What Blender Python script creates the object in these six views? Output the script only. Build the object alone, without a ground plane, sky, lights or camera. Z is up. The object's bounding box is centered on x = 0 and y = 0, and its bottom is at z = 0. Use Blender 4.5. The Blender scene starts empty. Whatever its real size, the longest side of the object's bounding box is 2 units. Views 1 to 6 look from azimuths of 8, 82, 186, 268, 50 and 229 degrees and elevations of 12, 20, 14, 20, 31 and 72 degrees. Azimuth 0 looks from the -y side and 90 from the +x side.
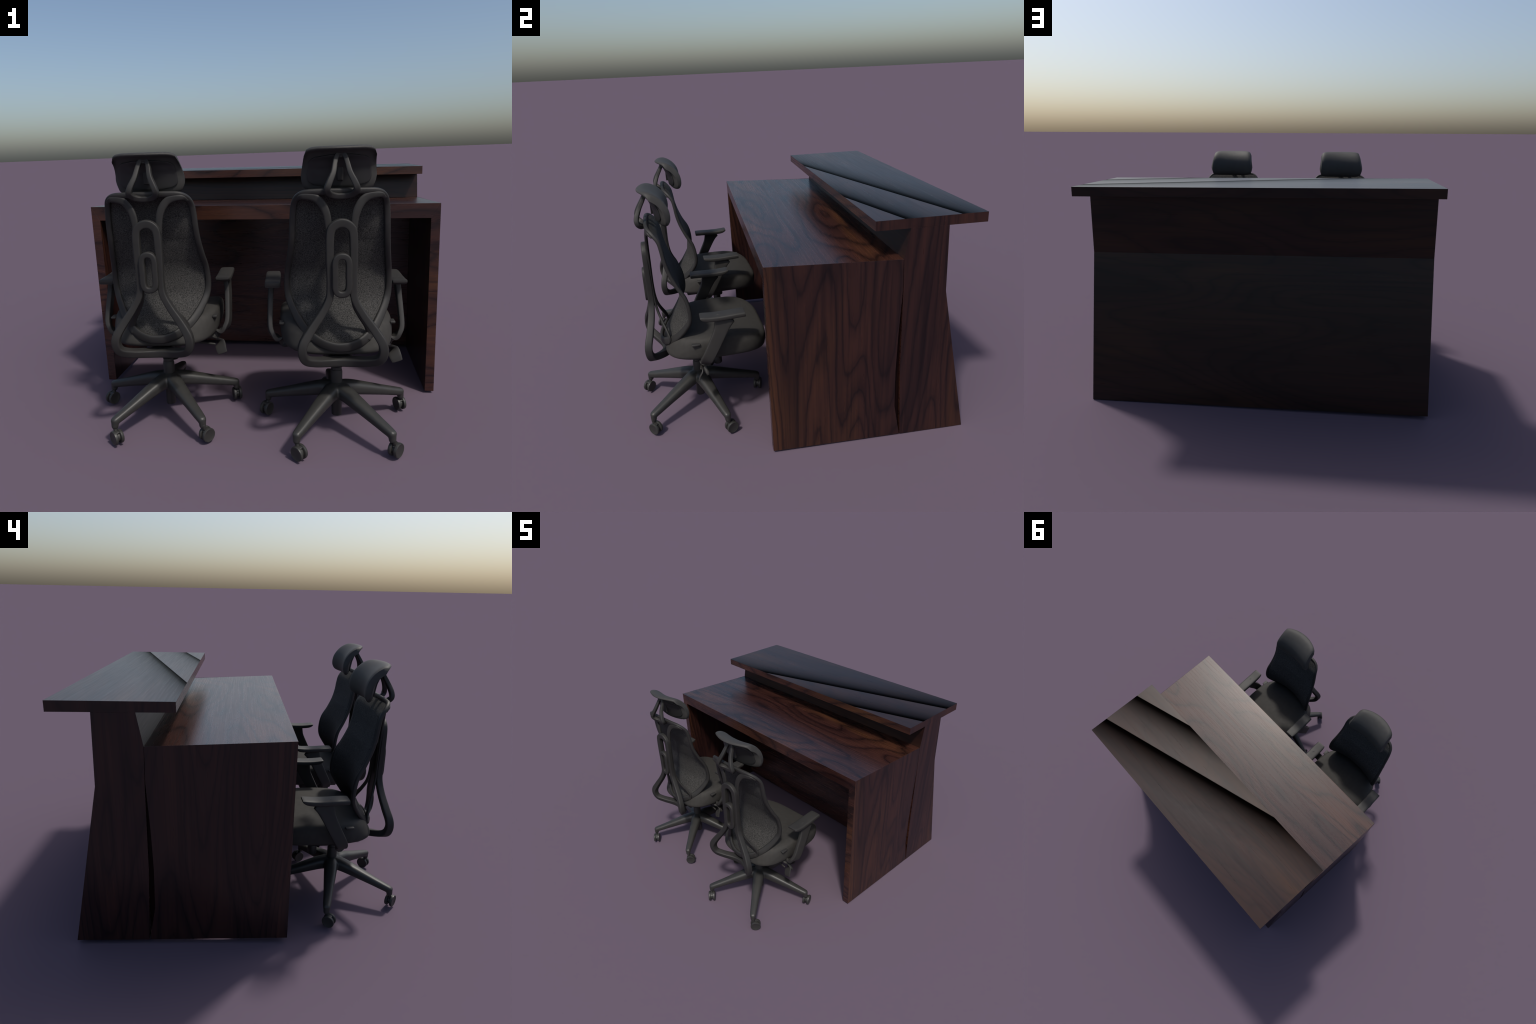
import bpy, bmesh, math, random
from mathutils import Vector, Matrix

random.seed(7)
SC = bpy.context.scene.collection


# ------------------------------------------------------------------ helpers
def make_object(name, mesh, parent=None, mat=None, smooth=True):
    ob = bpy.data.objects.new(name, mesh)
    SC.objects.link(ob)
    if parent:
        ob.parent = parent
    if mat:
        mesh.materials.append(mat)
    if smooth:
        mesh.polygons.foreach_set("use_smooth", [True] * len(mesh.polygons))
    return ob


def empty(name, loc=(0, 0, 0), parent=None, rot=0.0):
    ob = bpy.data.objects.new(name, None)
    ob.empty_display_size = 0.1
    SC.objects.link(ob)
    ob.location = loc
    ob.rotation_euler = (0, 0, rot)
    if parent:
        ob.parent = parent
    return ob


def mesh_from(name, verts, faces):
    me = bpy.data.meshes.new(name)
    me.from_pydata([tuple(v) for v in verts], [], faces)
    me.validate()
    bm = bmesh.new()
    bm.from_mesh(me)
    bmesh.ops.recalc_face_normals(bm, faces=bm.faces)
    bm.to_mesh(me)
    bm.free()
    return me


def join_meshes(name, meshes):
    bm = bmesh.new()
    for me in meshes:
        bm.from_mesh(me)
    out = bpy.data.meshes.new(name)
    bm.to_mesh(out)
    bm.free()
    return out


def apply_mods(ob):
    dg = bpy.context.evaluated_depsgraph_get()
    dg.update()
    me = bpy.data.meshes.new_from_object(ob.evaluated_get(dg))
    old = ob.data
    ob.modifiers.clear()
    ob.data = me
    bpy.data.meshes.remove(old)
    return ob


def catmull(pts, n, closed=False):
    """Smooth curve through control tuples of any length."""
    P = [tuple(float(c) for c in p) for p in pts]
    m = len(P)
    out = []
    segs = m if closed else m - 1
    for i in range(segs):
        if closed:
            a, b, c, d = P[(i - 1) % m], P[i], P[(i + 1) % m], P[(i + 2) % m]
        else:
            b, c = P[i], P[i + 1]
            a = P[i - 1] if i > 0 else tuple(2 * x - y for x, y in zip(b, c))
            d = P[i + 2] if i + 2 < m else tuple(2 * y - x for x, y in zip(b, c))
        for k in range(n):
            t = k / n
            out.append(tuple(0.5 * (2 * b[j] + (c[j] - a[j]) * t + (2 * a[j] - 5 * b[j] + 4 * c[j] - d[j]) * t * t
                                    + (3 * b[j] - a[j] - 3 * c[j] + d[j]) * t ** 3) for j in range(len(b))))
    if not closed:
        out.append(P[-1])
    return out


def sweep(name, ctrl, ref=(0, 1, 0), n=8, closed=False, ring=16, power=3.0, cap_round=True):
    """Sweep a rounded-rectangle section along a spline. ctrl: (x, y, z, side, depth) half sizes;
    'depth' is measured along ref, 'side' across it."""
    C = catmull(ctrl, n, closed)
    N = len(C)
    ref = Vector(ref)
    verts, faces = [], []
    rings = []
    for i, c in enumerate(C):
        p = Vector(c[:3])
        if closed:
            t = Vector(C[(i + 1) % N][:3]) - Vector(C[i - 1][:3])
        else:
            t = Vector(C[min(i + 1, N - 1)][:3]) - Vector(C[max(i - 1, 0)][:3])
        t.normalize()
        nn = (ref - t * ref.dot(t))
        if nn.length < 1e-4:
            nn = Vector((0, 0, 1)) - t * t.z
        nn.normalize()
        ss = t.cross(nn)
        rings.append((p, ss, nn, t, c[3], c[4]))
    if not closed and cap_round:
        p, s, nn, t, a, b = rings[0]
        r = min(a, b)
        rings = [(p - t * r * 0.7, s, nn, t, a * .62, b * .62), (p - t * r * 0.4, s, nn, t, a * .87, b * .87)] + rings
        p, s, nn, t, a, b = rings[-1]
        r = min(a, b)
        rings += [(p + t * r * 0.4, s, nn, t, a * .87, b * .87), (p + t * r * 0.7, s, nn, t, a * .62, b * .62)]
    for p, s, nn, t, a, b in rings:
        for k in range(ring):
            th = 2 * math.pi * (k + .5) / ring
            cx, sx = math.cos(th), math.sin(th)
            e = 2.0 / power
            x = math.copysign(abs(cx) ** e, cx) * a
            y = math.copysign(abs(sx) ** e, sx) * b
            verts.append(p + s * x + nn * y)
    R = len(rings)
    for i in range(R if closed else R - 1):
        j = (i + 1) % R
        for k in range(ring):
            l = (k + 1) % ring
            faces.append((i * ring + k, i * ring + l, j * ring + l, j * ring + k))
    if not closed:
        faces.append(tuple(range(ring)))
        faces.append(tuple((R - 1) * ring + k for k in range(ring)))
    return mesh_from(name, verts, faces)


def mirrored(ctrl):
    """Half path that starts on the mid-plane (x = 0) -> closed symmetric path's open list."""
    left = [(-c[0],) + tuple(c[1:]) for c in reversed(ctrl[1:])]
    return left + list(ctrl)


def curve_at(table, v):
    """linear lookup in a list of (position, value)"""
    for (a, p), (b, q) in zip(table, table[1:]):
        if v <= b:
            return p + (q - p) * max(0, (v - a) / (b - a))
    return table[-1][1]


def lathe(name, prof, seg=32, axis='Z'):
    verts, faces = [], []
    for r, h in prof:
        for k in range(seg):
            a = 2 * math.pi * k / seg
            v = (r * math.cos(a), r * math.sin(a), h)
            if axis == 'X':
                v = (h, r * math.cos(a), r * math.sin(a))
            verts.append(v)
    m = len(prof)
    for i in range(m - 1):
        for k in range(seg):
            l = (k + 1) % seg
            faces.append((i * seg + k, i * seg + l, (i + 1) * seg + l, (i + 1) * seg + k))
    faces.append(tuple(range(seg)))
    faces.append(tuple((m - 1) * seg + k for k in range(seg)))
    return mesh_from(name, verts, faces)


def box(name, lo, hi, bevel=0.004, segs=3):
    bm = bmesh.new()
    bmesh.ops.create_cube(bm, size=1)
    for v in bm.verts:
        v.co = Vector([lo[i] + (v.co[i] + .5) * (hi[i] - lo[i]) for i in range(3)])
    if bevel:
        bmesh.ops.bevel(bm, geom=list(bm.edges), offset=bevel, segments=segs, affect='EDGES', profile=.5)
    me = bpy.data.meshes.new(name)
    bm.to_mesh(me)
    bm.free()
    return me


def auto_smooth(ob, angle=35):
    me = ob.data
    bm = bmesh.new()
    bm.from_mesh(me)
    lim = math.radians(angle)
    for e in bm.edges:
        e.smooth = not (len(e.link_faces) == 2 and e.calc_face_angle(0) > lim)
    for f in bm.faces:
        f.smooth = True
    bm.to_mesh(me)
    bm.free()


# ---------------------------------------------------------------- materials
def new_mat(name):
    m = bpy.data.materials.new(name)
    m.use_nodes = True
    nt = m.node_tree
    return m, nt, nt.nodes["Principled BSDF"]


class G:
    """tiny node-graph helper"""
    def __init__(s, nt):
        s.nt = nt

    def node(s, kind, **kw):
        n = s.nt.nodes.new(kind)
        for k, v in kw.items():
            setattr(n, k, v)
        return n

    def link(s, a, b):
        s.nt.links.new(a, b)

    def math(s, op, a, b=None, clamp=False):
        n = s.node('ShaderNodeMath', operation=op, use_clamp=clamp)
        for i, v in enumerate((a, b)):
            if v is None:
                continue
            if isinstance(v, (int, float)):
                n.inputs[i].default_value = v
            else:
                s.link(v, n.inputs[i])
        return n.outputs[0]

    def ramp(s, fac, stops, interp='LINEAR'):
        n = s.node('ShaderNodeValToRGB')
        n.color_ramp.interpolation = interp
        el = n.color_ramp.elements
        while len(el) < len(stops):
            el.new(.5)
        for e, (p, c) in zip(el, stops):
            e.position = p
            e.color = (*c, 1) if len(c) == 3 else c
        s.link(fac, n.inputs[0])
        return n.outputs[0]

    def mix(s, fac, a, b, mode='MIX'):
        n = s.node('ShaderNodeMix', data_type='RGBA', blend_type=mode)
        if isinstance(fac, (int, float)):
            n.inputs[0].default_value = fac
        else:
            s.link(fac, n.inputs[0])
        for i, v in ((6, a), (7, b)):
            if isinstance(v, tuple):
                n.inputs[i].default_value = (*v, 1)
            else:
                s.link(v, n.inputs[i])
        return n.outputs[2]

    def noise(s, vec, scale, detail=4, rough=.5, dist=0.0):
        n = s.node('ShaderNodeTexNoise')
        n.inputs['Scale'].default_value = scale
        n.inputs['Detail'].default_value = detail
        n.inputs['Roughness'].default_value = rough
        n.inputs['Distortion'].default_value = dist
        s.link(vec, n.inputs['Vector'])
        return n.outputs[0]


def wood_material(name, grain, seed=0.0, bands=False, tone=1.0, contrast=1.0, rough=.3, spec=.5, along=.5, rings_n=19.0, streak_amt=.8, ring_amt=.75):
    """Dark rosewood: growth rings are contour lines of a noise field that is
    stretched along the grain, plus fine dark pores."""
    m, nt, bsdf = new_mat(name)
    g = G(nt)
    tc = g.node('ShaderNodeTexCoord')

    def stretched(along, across):
        mp = g.node('ShaderNodeMapping')
        mp.inputs['Scale'].default_value = {'X': (along, across, across), 'Z': (across, across, along)}[grain]
        mp.inputs['Location'].default_value = (seed, seed * 1.7, seed * 2.3)
        g.link(tc.outputs['Object'], mp.inputs['Vector'])
        return mp.outputs[0]
    field = g.noise(stretched(along, 2.9), 1.0, 1.0, .4, .2)
    streak = g.noise(stretched(.7, 42), 1.0, 3.0, .55, .1)
    wob = g.noise(stretched(5.0, 22.0), 1.0, 3.0, .6, .0)
    rings = g.math('ADD', g.math('MULTIPLY', field, rings_n), g.math('MULTIPLY', wob, 0.5))
    ring = g.math('FRACT', rings)
    wide = g.math('FRACT', g.math('ADD', g.math('MULTIPLY', rings, .23), .2))
    fine = g.noise(stretched(2.5, 110), 1.0, 4.0, .65, .2)
    broad = g.noise(stretched(.5, 2.6), 1.0, 2.0, .5, .8)
    k = tone
    base = g.ramp(broad, [(.32, (.0205 * k, .0080 * k, .0072 * k)), (.50, (.0290 * k, .0112 * k, .0086 * k)), (.62, (.0370 * k, .0148 * k, .0088 * k)), (.76, (.058 * k, .0240 * k, .0095 * k))])
    ringc = g.ramp(ring, [(0.0, (.24, .26, .36)), (.09, (.72, .72, .76)), (.30, (1.1, 1.08, 1.04)), (.70, (1.0, .98, .96)), (.92, (.70, .69, .72)), (1.0, (.24, .26, .36))])
    col = g.mix(ring_amt * contrast, base, ringc, 'MULTIPLY')
    widec = g.ramp(wide, [(0.0, (.62, .62, .70)), (.18, (1, 1, 1)), (.7, (1.12, 1.1, 1.05)), (1.0, (.62, .62, .70))])
    col = g.mix(.8 * contrast, col, widec, 'MULTIPLY')
    streakc = g.ramp(streak, [(.36, (.55, .54, .58)), (.47, (.95, .95, .95)), (.60, (1.08, 1.06, 1.02)), (.74, (1.3, 1.25, 1.1))])
    col = g.mix(streak_amt * contrast, col, streakc, 'MULTIPLY')
    finec = g.ramp(fine, [(.34, (.66, .65, .67)), (.52, (1., 1., 1.)), (.72, (1.2, 1.16, 1.1))])
    col = g.mix(.8 * contrast, col, finec, 'MULTIPLY')
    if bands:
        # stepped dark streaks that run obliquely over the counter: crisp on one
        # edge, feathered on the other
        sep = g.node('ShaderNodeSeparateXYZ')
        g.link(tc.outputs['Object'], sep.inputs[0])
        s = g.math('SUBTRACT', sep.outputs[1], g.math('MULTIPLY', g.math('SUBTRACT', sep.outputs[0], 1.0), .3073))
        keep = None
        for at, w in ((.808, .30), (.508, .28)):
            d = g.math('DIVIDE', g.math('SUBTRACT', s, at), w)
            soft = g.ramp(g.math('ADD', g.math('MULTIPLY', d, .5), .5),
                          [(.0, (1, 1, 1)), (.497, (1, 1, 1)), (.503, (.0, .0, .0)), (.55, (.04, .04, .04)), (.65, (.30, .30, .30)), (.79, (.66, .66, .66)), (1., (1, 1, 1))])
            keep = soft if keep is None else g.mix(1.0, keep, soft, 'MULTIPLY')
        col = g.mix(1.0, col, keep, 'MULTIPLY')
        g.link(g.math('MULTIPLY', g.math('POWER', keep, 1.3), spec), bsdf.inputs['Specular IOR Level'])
    else:
        bsdf.inputs['Specular IOR Level'].default_value = spec
    g.link(col, bsdf.inputs['Base Color'])
    g.link(g.ramp(fine, [(.3, (rough + .04,) * 3), (.7, (rough - .03,) * 3)]), bsdf.inputs['Roughness'])
    return m


def plain_material(name, col, rough, var=.15, scale=30, bump=0.0, bscale=300, spec=.5):
    m, nt, bsdf = new_mat(name)
    g = G(nt)
    tc = g.node('ShaderNodeTexCoord')
    n = g.noise(tc.outputs['Object'], scale, 4, .6)
    lo = tuple(c * (1 - var) for c in col)
    hi = tuple(c * (1 + var) for c in col)
    g.link(g.ramp(n, [(.35, lo), (.65, hi)]), bsdf.inputs['Base Color'])
    bsdf.inputs['Roughness'].default_value = rough
    bsdf.inputs['Specular IOR Level'].default_value = spec
    if bump:
        b = g.node('ShaderNodeBump')
        b.inputs['Strength'].default_value = bump
        b.inputs['Distance'].default_value = .001
        g.link(g.noise(tc.outputs['Object'], bscale, 2, .5), b.inputs['Height'])
        g.link(b.outputs[0], bsdf.inputs['Normal'])
    return m


def mesh_fabric_material():
    """Woven net: fine pale and dark threads."""
    m, nt, bsdf = new_mat("net_fabric")
    g = G(nt)
    tc = g.node('ShaderNodeTexCoord')
    mp = g.node('ShaderNodeMapping')
    mp.inputs['Scale'].default_value = (190, 60, 330)
    g.link(tc.outputs['Object'], mp.inputs['Vector'])
    n1 = g.noise(mp.outputs[0], 1.0, 2, .6)
    c = g.ramp(n1, [(.38, (.016, .0158, .0155)), (.62, (.058, .056, .053))])
    g.link(c, bsdf.inputs['Base Color'])
    bsdf.inputs['Roughness'].default_value = .8
    bsdf.inputs['Specular IOR Level'].default_value = .2
    b = g.node('ShaderNodeBump')
    b.inputs['Strength'].default_value = .3
    b.inputs['Distance'].default_value = .001
    g.link(n1, b.inputs['Height'])
    g.link(b.outputs[0], bsdf.inputs['Normal'])
    return m


WOOD_X = wood_material("rosewood_long_grain", 'X', 3.1, tone=1.25, spec=.62, rough=.28, contrast=1.0, along=.75, rings_n=13.0, streak_amt=.4, ring_amt=.95)
WOOD_Z = wood_material("rosewood_upright_grain", 'Z', 1.3, along=.42, ring_amt=.9)
WOOD_C = wood_material("dark_counter_wood", 'X', 5.7, bands=True, tone=.7, contrast=.6, spec=.40)  # darker version of the desk wood, with oblique dark bands
WOOD_S = wood_material("slit_shade_wood", 'Z', 2.2, tone=.35, contrast=.8, spec=.1)  # wood colour darkened to imitate the shade inside the slit
WOOD_D = wood_material("dark_panel_wood", 'X', 8.3, tone=.6, contrast=.9, spec=.27, streak_amt=.5)  # darker, less glossy version of the desk wood
PLASTIC = plain_material("grey_plastic", (.0252, .0240, .0224), .58, .06, spec=.35)
FRAME = plain_material("frame_plastic", (.0195, .0187, .0178), .58, .06, spec=.35)
BASE = plain_material("base_plastic", (.0262, .0257, .0240), .45, .05, spec=.4)
SEATM = plain_material("seat_fabric", (.0328, .0310, .0284), .75, .10, 40, .25, 500, .25)
HEADM = plain_material("headrest_fabric", (.037, .0358, .0338), .62, .08, 30, .1, 500, .3)
NET = mesh_fabric_material()
DARK = plain_material("mechanism_black", (.014, .014, .014), .5, .1)


# --------------------------------------------------------------------- desk
def tilt(x, y, z):
    """The scanned desk stands a hair out of level."""
    return (x, y - .0045 * (1 - x), z + .0105 * (1 - x))


def prism(name, prof, x0, x1, mitre=None):
    """Extrude a (y, z) outline along x. mitre: inset of each outline point at both ends."""
    n = len(prof)
    verts = []
    for end, x in ((0, x0), (1, x1)):
        for i, (y, z) in enumerate(prof):
            d = mitre[i] if mitre else 0
            verts.append(tilt(x + (d if end == 0 else -d), y, z))
    faces = [tuple(range(n)), tuple(range(n, 2 * n))]
    for i in range(n):
        j = (i + 1) % n
        faces.append((i, j, n + j, n + i))
    return mesh_from(name, verts, faces)


def desk_part(name, me, parent, mats=None, bevel=.0012, dark=None):
    bm = bmesh.new()
    bm.from_mesh(me)
    if bevel:
        bmesh.ops.bevel(bm, geom=list(bm.edges), offset=bevel, segments=2, affect='EDGES', profile=.5)
    bm.to_mesh(me)
    bm.free()
    ob = make_object(name, me, parent, None, smooth=False)
    mats = mats or (WOOD_X, WOOD_Z)
    for m in mats:
        me.materials.append(m)
    for p in me.polygons:
        if abs(p.normal.x) > .7:
            p.material_index = 1
        elif len(mats) > 2 and dark(p.normal):
            p.material_index = 3 if len(mats) > 3 and p.normal.y > .5 else 2
    return ob


desk = empty("reception_desk")
desk["label"] = "dark rosewood two-level reception desk with raised overhanging counter"
desk["category"] = "reception desk"

TOP = [(-.203, 1.118), (.530, 1.0845), (.530, 1.004), (-.203, 1.036)]
desk_part("desk_top", prism("desk_top", TOP, -1, 1, [0, 0, .05, .05]), desk)

COUNTER = [(.359, 1.2986), (.951, 1.2986), (.952, 1.246), (.359, 1.248)]
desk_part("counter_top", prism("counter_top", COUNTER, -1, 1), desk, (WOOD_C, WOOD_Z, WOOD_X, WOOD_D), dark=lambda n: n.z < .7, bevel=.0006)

UPPER = [(.5155, 1.0872), (.5435, 1.2475), (.746, 1.2465), (.757, .886), (.5215, .886)]
desk_part("pedestal", prism("pedestal", UPPER, -1, 1), desk, (WOOD_X, WOOD_Z, WOOD_D), dark=lambda n: abs(n.y) > .5, bevel=0)
LOWER = [(.5215, .886), (.757, .886), (.929, 0), (.546, .003), (.527, .43)]
desk_part("fascia", prism("fascia", LOWER, -1, 1), desk, (WOOD_X, WOOD_Z, WOOD_D), dark=lambda n: n.y > .5, bevel=0)

# side panels: rear edge leaves a narrow tapering slit against the pedestal
SIDE = [(-.203, 1.118), (.5145, 1.087), (.5185, .90), (.507, .66), (.502, .434), (.507, .20), (.543, .003), (-.193, .011)]
for x0, x1, inner in ((.95, 1.0, .95), (-1.0, -.95, -.95)):
    n = len(SIDE)
    outer = 1.0 if x0 > 0 else -1.0
    vs = [tilt(outer, y, z) for y, z in SIDE]
    vs += [tilt(inner, y, z - (.082 if i < 2 else 0)) for i, (y, z) in enumerate(SIDE)]
    fs = [tuple(range(n)), tuple(range(n, 2 * n))] + [(i, (i + 1) % n, n + (i + 1) % n, n + i) for i in range(n)]
    desk_part("side_panel", mesh_from("side_panel", vs, fs), desk)
    a, b = sorted((outer * .956, outer * .984))
    desk_part("slit_filler", prism("slit_filler", [(.48, .98), (.535, .98), (.535, .03), (.48, .03)], a, b), desk, (WOOD_D, WOOD_S), bevel=0)  # added filler closing the slit, coloured dark to stand in for shade
desk_part("modesty_panel", prism("modesty_panel", [(.497, 1.0), (.512, 1.0), (.512, .022), (.497, .022)], -.9495, .9495), desk)


# -------------------------------------------------------------------- chair
def build_chair():
    """All chair part meshes in the chair's own frame: x right, y forward, z up,
    origin on the floor under the gas column. Returns (name, mesh, material, group)."""
    parts = []

    # five-armed base, fused
    arms = []
    for i in range(5):
        a = math.radians(19.4 + 72 * i)
        d = Vector((math.cos(a), math.sin(a), 0))
        ctrl = []
        for r, z, s, h in ((.0, .204, .043, .041), (.07, .200, .041, .038), (.14, .184, .037, .0335), (.26, .152, .0285, .0260), (.345, .1295, .0240, .0220), (.378, .121, .0210, .0200)):
            ctrl.append((d.x * r, d.y * r, z, s, h))
        arms.append(sweep("arm", ctrl, ref=(0, 0, 1), n=6, ring=16, power=2.8))
        arms.append(sweep("stub", [(d.x * .376, d.y * .376, .122, .0190, .0190), (d.x * .378, d.y * .378, .092, .0175, .0175)], ref=tuple(d), n=4, ring=16, power=2.2))
    arms.append(lathe("hub", [(.02, .165), (.036, .168), (.040, .19), (.036, .225), (.033, .245), (.022, .248)]))
    base = make_object("tmp", join_meshes("wheel_base", arms))
    md = base.modifiers.new("r", 'REMESH')
    md.mode = 'VOXEL'
    md.voxel_size = .0042
    md = base.modifiers.new("s", 'SMOOTH')
    md.iterations = 7
    md.factor = .5
    apply_mods(base)
    bm_ = base.data
    bm_.name = "wheel_base"
    bpy.data.objects.remove(base)
    parts.append(("wheel_base", bm_, BASE, None))

    # gas column
    parts.append(("gas_column", lathe("gas_column", [(.0245, .060), (.0265, .063), (.0265, .2), (.0300, .238), (.0305, .300), (.0285, .306), (.0285, .312), (.0265, .313), (.0265, .322), (.0285, .323), (.0285, .33), (.022, .332), (.022, .44)]), BASE, None))

    # tilt mechanism under the seat
    me = join_meshes("m", [
        box("a", (-.07, -.11, .375), (.07, .175, .465), .012),
        box("c", (-.05, .03, .335), (.05, .17, .40), .014),
        box("b", (-.12, -.02, .43), (.12, .12, .475), .01)])
    parts.append(("tilt_mechanism", me, DARK, None))
    knob = lathe("tension_knob", [(.024, .0), (.028, .004), (.028, .058), (.024, .062)], 24)
    bm = bmesh.new()
    bm.from_mesh(knob)
    for v in bm.verts:   # fluted grip
        r = math.hypot(v.co.x, v.co.y)
        if r > .026:
            k = round(math.atan2(v.co.y, v.co.x) / (2 * math.pi / 24))
            f = 1.0 if k % 2 else .90
            v.co.x *= f
            v.co.y *= f
        v.co += Vector((.0, .128, .268))
    bm.to_mesh(knob)
    bm.free()
    parts.append(("tension_knob", knob, DARK, None))
    lever = join_meshes("adjusting_lever", [
        sweep("rod", [(.03, .03, .415, .006, .006), (.15, .02, .41, .006, .006), (.262, .005, .402, .006, .006)], ref=(0, 0, 1), n=4, ring=10, power=2),
        sweep("paddle", [(.288, .038, .408, .032, .005), (.291, .014, .401, .032, .005), (.299, -.006, .378, .030, .0045), (.306, -.014, .358, .027, .004)], ref=(0, 1, .3), n=5, ring=12, power=6)])
    parts.append(("adjusting_lever", lever, PLASTIC, None))

    # seat cushion: stacked plan outlines (half width, front, rear, z)
    def outline(w, yf, yr, z, N=72, dip=0.0, nose=0.0):
        pts = []
        yc = yr + (yf - yr) * .55
        for k in range(N):
            a = 2 * math.pi * k / N
            c, s = math.cos(a), math.sin(a)
            e = 2 / 4.4
            x = math.copysign(abs(c) ** e, c)
            y = math.copysign(abs(s) ** e, s)
            # narrower towards the back, slightly so at the nose
            t = y
            ww = w * (1 - .14 * max(0, -t) ** 2.5 - .05 * max(0, t) ** 3)
            yy = yc + (yf - yc if y > 0 else yc - yr) * y
            zz = z - nose * max(0, t) ** 2.5 - dip * (1 - abs(x)) * 0
            pts.append(Vector((x * ww, yy, zz)))
        return pts
    layers = [(.195, .36, -.11, .455, 0.0), (.245, .398, -.155, .458, 0.0), (.270, .414, -.178, .468, .002), (.282, .416, -.182, .486, .006),
              (.287, .420, -.164, .524, .014), (.286, .417, -.146, .560, .026), (.279, .405, -.125, .585, .036), (.262, .386, -.10, .597, .040),
              (.215, .328, -.075, .602, .030), (.13, .24, -.03, .599, .012), (.05, .15, .04, .597, 0.0)]
    verts, faces = [], []
    N = 72
    LL = catmull(layers, 3)
    for l in LL:
        verts += outline(l[0], l[1], l[2], l[3], N, nose=l[4])
    for i in range(len(LL) - 1):
        for k in range(N):
            j = (k + 1) % N
            faces.append((i * N + k, i * N + j, (i + 1) * N + j, (i + 1) * N + k))
    faces.append(tuple(range(N)))
    faces.append(tuple((len(LL) - 1) * N + k for k in range(N)))
    parts.append(("seat", mesh_from("seat", verts, faces), SEATM, None))
    for sx in (-1, 1):
        a, b = sorted((sx * .262, sx * .288))
        me = box("seat_latch", (a, -.035, .566), (b, .012, .577), .003)
        parts.append(("seat_latch", me, PLASTIC, None))

    # armrests
    for sx in (-1, 1):
        post = sweep("armrest_post", [
            (sx * .325, .160, .742, .055, .0150), (sx * .330, .146, .715, .048, .0145), (sx * .335, .126, .665, .038, .014), (sx * .338, .086, .585, .035, .0135),
            (sx * .337, .052, .520, .033, .013), (sx * .322, .038, .488, .032, .0125), (sx * .290, .036, .464, .031, .012),
            (sx * .24, .032, .452, .034, .012), (sx * .15, .032, .452, .034, .012)], ref=(sx, 0, .25), n=6, ring=20, power=7)
        parts.append(("armrest_post", post, PLASTIC, ("armrest", sx)))
        # pad: rounded slab, dished, drooping front lip
        verts, faces = [], []
        # the left pad's lip rises towards the desk, the right one is the same piece turned round
        rows = catmull([(.024, .7570, .037, .0110), (.029, .7570, .0395, .0140), (.075, .7565, .0405, .0150), (.14, .7535, .041, .0150), (.20, .7535, .041, .0150),
                        (.242, .7570, .040, .0145), (.262, .7620, .038, .0110), (.273, .7660, .035, .0060)], 5)
        if sx > 0:
            rows = [(.295 - y, z, w, h) for y, z, w, h in rows]
        rg = 24
        for y, z, w, h in rows:
            for k in range(rg):
                th = 2 * math.pi * (k + .5) / rg
                c, s = math.cos(th), math.sin(th)
                e = 2 / 4.5
                verts.append((sx * .319 + math.copysign(abs(c) ** e, c) * w, y, z + math.copysign(abs(s) ** e, s) * h))
        for i in range(len(rows) - 1):
            for k in range(rg):
                j = (k + 1) % rg
                faces.append((i * rg + k, i * rg + j, (i + 1) * rg + j, (i + 1) * rg + k))
        faces.append(tuple(range(rg)))
        faces.append(tuple((len(rows) - 1) * rg + k for k in range(rg)))
        parts.append(("armrest_pad", mesh_from("armrest_pad", verts, faces), PLASTIC, ("armrest", sx)))

    # back: rim rail (x, y, z) from the top middle round to the bottom middle
    RAIL = [(0, -.212, 1.240), (.10, -.210, 1.240), (.160, -.202, 1.236), (.193, -.180, 1.216), (.208, -.155, 1.180), (.214, -.144, 1.13), (.217, -.136, 1.07),
            (.222, -.118, 1.0), (.232, -.084, .92), (.243, -.047, .85), (.248, -.032, .775), (.241, -.034, .71), (.219, -.062, .655),
            (.187, -.100, .602), (.152, -.138, .562), (.102, -.176, .530), (.048, -.196, .513), (0, -.201, .508)]
    half = [(x, y, z, .0145 + .0095 * max(0, min(1, (.78 - z) / .26)), .011) for x, y, z in RAIL]
    loop = half + [(-c[0],) + c[1:] for c in reversed(half[1:-1])]
    rail = sweep("back_rim", loop, ref=(0, 1, .15), n=5, closed=True, ring=14, power=3)
    parts.append(("back_rim", rail, FRAME, ("backrest", 0)))

    # net panel stretched over the rim, slightly hollow across
    HOLLOW = [(.50, .0), (.56, .042), (.65, .060), (.75, .054), (.85, .034), (.92, .014), (1.0, -.001), (1.1, .010), (1.25, .014)]
    edge = catmull(RAIL, 6)
    verts, faces = [], []
    M = 28
    for (x, y, z) in edge[1:-1]:
        w = x + .012
        for k in range(M + 1):
            u = -1 + 2 * k / M
            hollow = curve_at(HOLLOW, z) * (1 - u * u) * min(1, w / .15)
            lip = -.012 * max(0, abs(u) - .93) / .07
            verts.append((u * w, y + .012 - hollow + lip, z))
    W = M + 1
    rows = len(edge) - 2
    for i in range(rows - 1):
        for k in range(M):
            faces.append((i * W + k, i * W + k + 1, (i + 1) * W + k + 1, (i + 1) * W + k))
    net = make_object("tmp", mesh_from("net_panel", verts, faces))
    md = net.modifiers.new("s", 'SOLIDIFY')
    md.thickness = .004
    md.offset = 0
    apply_mods(net)
    nm = net.data
    nm.name = "net_panel"
    bpy.data.objects.remove(net)
    parts.append(("net_panel", nm, NET, ("backrest", 0)))

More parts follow.
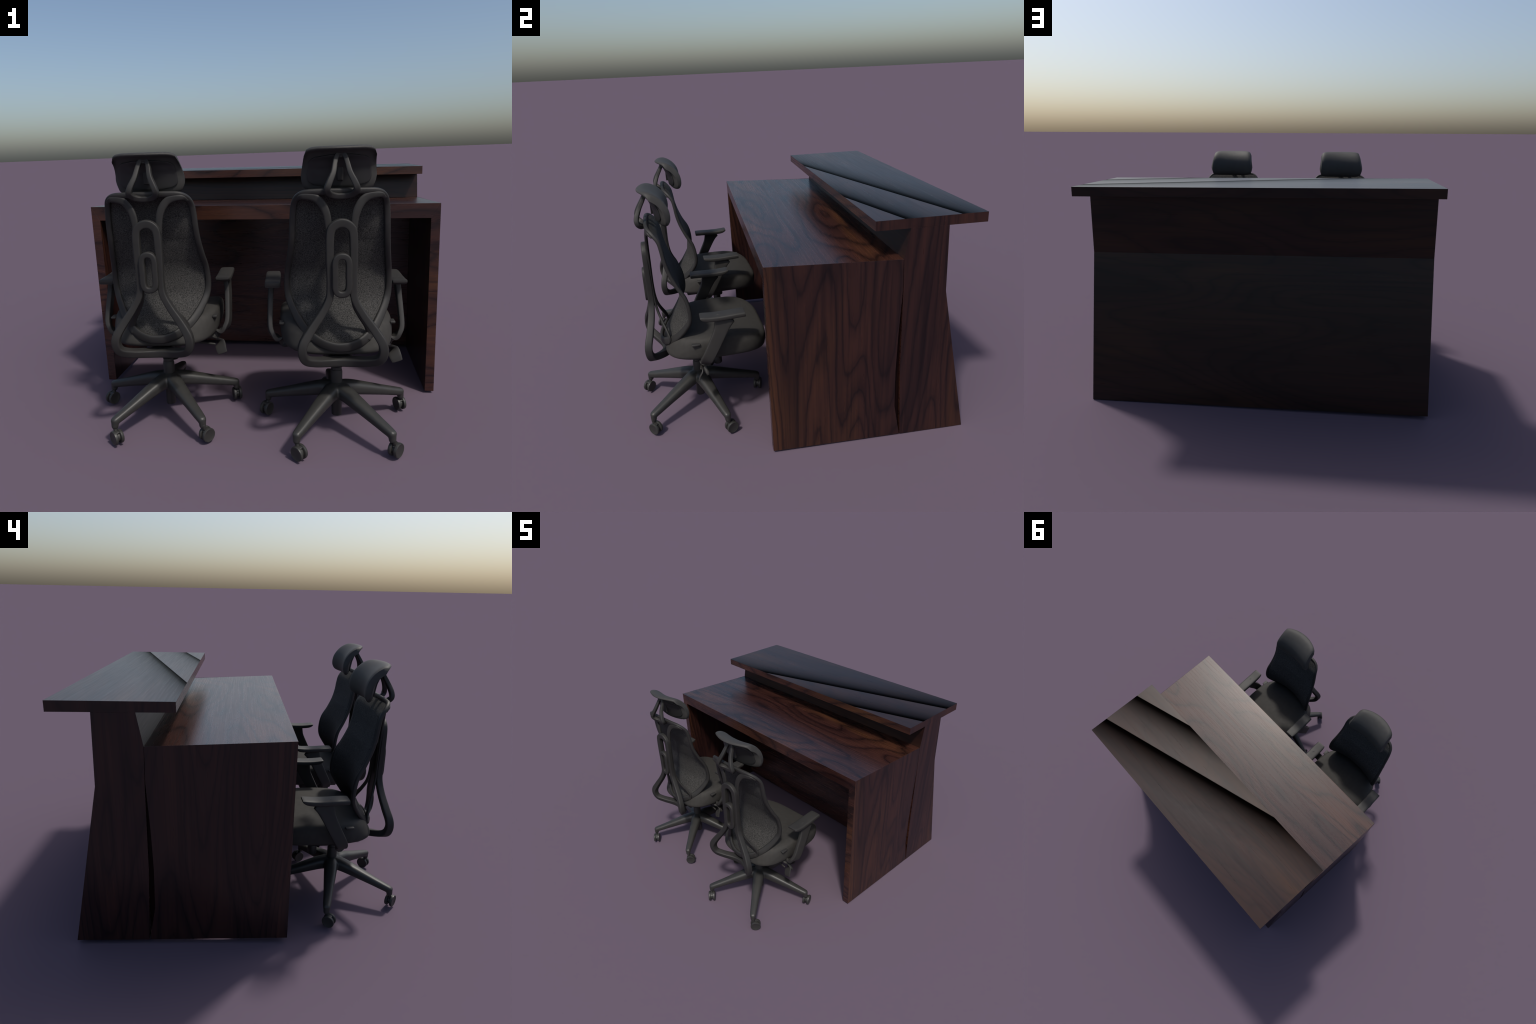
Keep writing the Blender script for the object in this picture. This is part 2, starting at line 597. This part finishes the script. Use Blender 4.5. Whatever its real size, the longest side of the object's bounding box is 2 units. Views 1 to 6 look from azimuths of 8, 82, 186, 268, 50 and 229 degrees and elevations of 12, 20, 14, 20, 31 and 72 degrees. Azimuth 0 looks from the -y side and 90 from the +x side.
    # ribs behind the net: sweep in from the shoulders, run down, splay out
    for sx in (-1, 1):
        rib = sweep("back_rib", [(sx * x, y, z, a, b) for x, y, z, a, b in (
            (.196, -.186, 1.206, .006, .005), (.170, -.204, 1.222, .013, .008), (.110, -.212, 1.212, .018, .008), (.074, -.218, 1.168, .018, .008), (.058, -.220, 1.10, .016, .008), (.053, -.220, .98, .014, .008),
            (.052, -.218, .82, .012, .007), (.060, -.208, .725, .012, .007), (.090, -.188, .660, .013, .007), (.125, -.166, .605, .016, .007), (.140, -.155, .565, .020, .007), (.126, -.166, .540, .020, .006))],
            ref=(0, 1, .1), n=7, ring=12, power=3.5)
        parts.append(("back_rib", rib, FRAME, ("backrest", 0)))

    # outer carrying loop behind the back
    LOOP = [(0, -.238, 1.104, .0200, .015), (.030, -.238, 1.094, .0195, .015), (.050, -.238, 1.060, .0185, .015), (.053, -.237, .95, .0175, .016), (.051, -.236, .82, .0165, .017),
            (.058, -.238, .755, .0165, .018), (.092, -.246, .690, .0170, .019), (.142, -.262, .618, .0190, .020), (.177, -.278, .560, .0205, .021), (.183, -.280, .515, .0205, .021),
            (.168, -.268, .476, .0200, .021), (.125, -.236, .452, .0195, .021), (.060, -.192, .434, .0200, .024), (0, -.178, .430, .0205, .026)]
    loop = LOOP + [(-c[0],) + c[1:] for c in reversed(LOOP[1:-1])]
    parts.append(("carrying_loop", sweep("carrying_loop", loop, ref=(0, 1, .05), n=6, closed=True, ring=24, power=6), FRAME, ("backrest", 0)))
    link = sweep("loop_link", [(0, -.172, .430, .055, .020), (0, -.13, .425, .052, .024), (0, -.08, .42, .05, .026)], ref=(0, 0, 1), n=5, ring=16, power=4)
    parts.append(("loop_link", link, FRAME, ("backrest", 0)))
    OV = [(0, .958), (.021, .950), (.0305, .925), (.0305, .87), (.0305, .815), (.021, .790), (0, .782)]
    ov = [(x, -.250, z, .0145, .017) for x, z in OV]
    ov = ov + [(-c[0],) + c[1:] for c in reversed(ov[1:-1])]
    parts.append(("lumbar_handle", sweep("lumbar_handle", ov, ref=(0, 1, 0), n=6, closed=True, ring=20, power=5), FRAME, ("backrest", 0)))

    # headrest bracket: pear-shaped ribbon
    BR = [(0, -.196, 1.404, .011, .010), (.017, -.199, 1.396, .011, .010), (.026, -.212, 1.368, .011, .011), (.036, -.236, 1.325, .012, .012), (.056, -.254, 1.280, .0135, .013),
          (.064, -.254, 1.252, .0140, .013), (.050, -.236, 1.232, .0135, .013), (.025, -.224, 1.223, .013, .012), (0, -.222, 1.221, .013, .012)]
    br = BR + [(-c[0],) + c[1:] for c in reversed(BR[1:-1])]
    parts.append(("headrest_bracket", sweep("headrest_bracket", br, ref=(0, 1, .2), n=6, closed=True, ring=20, power=5), FRAME, ("backrest", 0)))

    # headrest: curved cushion. columns across x, closed profile in (y, z)
    PROF = [(-.206, 1.424), (-.197, 1.4355), (-.166, 1.4355), (-.130, 1.421), (-.096, 1.394), (-.071, 1.357), (-.061, 1.313), (-.066, 1.270), (-.085, 1.245),
            (-.106, 1.244), (-.118, 1.262), (-.124, 1.300), (-.132, 1.340), (-.148, 1.378), (-.176, 1.408)]
    prof = catmull(PROF, 4, closed=True)
    cy = [-.160, 1.345]
    cols = 33
    verts, faces = [], []
    n = len(prof)
    def bend(u, y, z):
        """Carry a point of the mid profile out to column u: thinner, lower and further
        forward towards the ends, outline corners rounded off."""
        au = min(1.0, abs(u))
        hz = .60 + .40 * (1 - au ** 7.0) ** .42
        thick = (.72 + .28 * (1 - au * au)) * (.35 + .65 * (1 - au ** 14) ** .5)
        t = (z - 1.244) / .192
        spine = -.114 - .074 * max(0, t) ** 2.2
        x = .172 * u * (1 - .10 * max(0, t - .25) - .10 * max(0, .18 - t))
        return (x, spine + (y - spine) * thick - .034 + .046 * u * u, 1.343 + (z - 1.343) * hz - .004 * (1 - t))

    for i in range(cols):
        u = -1 + 2 * i / (cols - 1)
        for (y, z) in prof:
            verts.append(bend(u, y, z))
    for i in range(cols - 1):
        for k in range(n):
            j = (k + 1) % n
            faces.append((i * n + k, i * n + j, (i + 1) * n + j, (i + 1) * n + k))
    faces.append(tuple(range(n)))
    faces.append(tuple((cols - 1) * n + k for k in range(n)))
    parts.append(("headrest", mesh_from("headrest", verts, faces), HEADM, ("backrest", 0)))
    # hard rear shell set into the cushion's hollow back
    REAR = [(1.244, -.106), (1.262, -.118), (1.300, -.124), (1.340, -.132), (1.378, -.148), (1.408, -.176)]
    verts, faces = [], []
    rz, cu = 16, 24
    for i in range(rz + 1):
        v = -1 + 2 * i / rz
        z = 1.331 + .068 * v
        wu = .84 * (1 - abs(v) ** 6 * .93) ** .35
        for k in range(cu + 1):
            u = wu * (-1 + 2 * k / cu)
            x, y, zz = bend(u, curve_at(REAR, z), z)
            verts.append((x, y - .003, zz))
    for i in range(rz):
        for k in range(cu):
            p = i * (cu + 1) + k
            faces.append((p, p + 1, p + cu + 2, p + cu + 1))
    sh = make_object("tmp", mesh_from("headrest_shell", verts, faces))
    md = sh.modifiers.new("s", 'SOLIDIFY')
    md.thickness = .006
    md.offset = 0
    md = sh.modifiers.new("b", 'BEVEL')
    md.width = .002
    md.segments = 2
    apply_mods(sh)
    shm = sh.data
    shm.name = "headrest_shell"
    bpy.data.objects.remove(sh)
    parts.append(("headrest_shell", shm, DARK, ("backrest", 0)))
    slide = join_meshes("headrest_slide", [box("a", (-.014, -.175, 1.285), (.014, -.135, 1.345), .004), box("b", (-.03, -.168, 1.335), (.03, -.15, 1.40), .005), box("c", (-.014, -.205, 1.385), (.014, -.165, 1.405), .004)])
    parts.append(("headrest_slide", slide, FRAME, ("backrest", 0)))

    # caster pieces, about the wheel axle (x axis)
    wheel = lathe("wheel", [(.016, .0075), (.0325, .0075), (.0355, .010), (.036, .018), (.0345, .0225), (.031, .0235), (.029, .0225), (.004, .0225)], 36, 'X')
    hood = join_meshes("caster_body", [
        lathe("axle", [(.017, -.0066), (.0235, -.0064), (.0235, .0064), (.017, .0066)], 24, 'X'),
        sweep("stem", [(0, -.004, .012, .0065, .010), (0, -.013, .034, .0095, .0095), (0, -.017, .056, .010, .010)], ref=(0, 1, 0), n=3, ring=14, power=2),
        sweep("guard", [(0, -.018, .020, .0125, .004), (0, -.004, .0285, .0135, .0045), (0, .012, .0265, .0135, .0045)], ref=(0, 0, 1), n=4, ring=12, power=3)])
    parts.append(("wheel", wheel, BASE, "WHEEL"))
    parts.append(("caster", hood, BASE, "CASTER"))
    return parts


CHAIR_PARTS = build_chair()
for nm_, me_, mat_, grp_ in CHAIR_PARTS:
    me_.materials.clear()
    me_.materials.append(mat_)
    bm = bmesh.new()
    bm.from_mesh(me_)
    for e in bm.edges:
        e.smooth = not (len(e.link_faces) == 2 and e.calc_face_angle(0) > math.radians(42))
    for f in bm.faces:
        f.smooth = True
    bm.to_mesh(me_)
    bm.free()

# direction of each caster's axle in the chair frame (degrees)
AXLES = [20, 70, 146, 226, -44]


def place_chair(loc, yaw):
    ch = empty("office_chair", loc, None, yaw)
    ch["label"] = "grey ergonomic swivel office chair with net back and headrest"
    ch["category"] = "office chair"
    groups = {}
    for name, me, mat, grp in CHAIR_PARTS:
        if grp in ("WHEEL", "CASTER"):
            continue
        # the first mesh of a group (arm post, back rim) carries the group's other pieces
        if grp and grp not in groups:
            ob = bpy.data.objects.new(grp[0], me)
            ob.parent = ch
            if grp[0] == "backrest":
                ob.location = (.004, .005, 0)
            groups[grp] = ob
        else:
            ob = bpy.data.objects.new(name, me)
            ob.parent = groups[grp] if grp else ch
        SC.objects.link(ob)
    wheel = [p[1] for p in CHAIR_PARTS if p[3] == "WHEEL"][0]
    body = [p[1] for p in CHAIR_PARTS if p[3] == "CASTER"][0]
    for i in range(5):
        a = math.radians(22 + 72 * i)
        c = bpy.data.objects.new("caster", body)
        SC.objects.link(c)
        c.parent = ch
        c.location = (.384 * math.cos(a), .384 * math.sin(a), .0425)
        c.rotation_euler = (0, 0, math.radians(AXLES[i]))
        for s in (0, 1):
            w = bpy.data.objects.new("wheel", wheel)
            SC.objects.link(w)
            w.parent = c
            w.rotation_euler = (0, 0, math.pi * s)
    return ch


place_chair((.429, -.5745, .0), math.radians(4))
place_chair((-.487, -.5175, .002), math.radians(4))
bpy.context.view_layer.update()
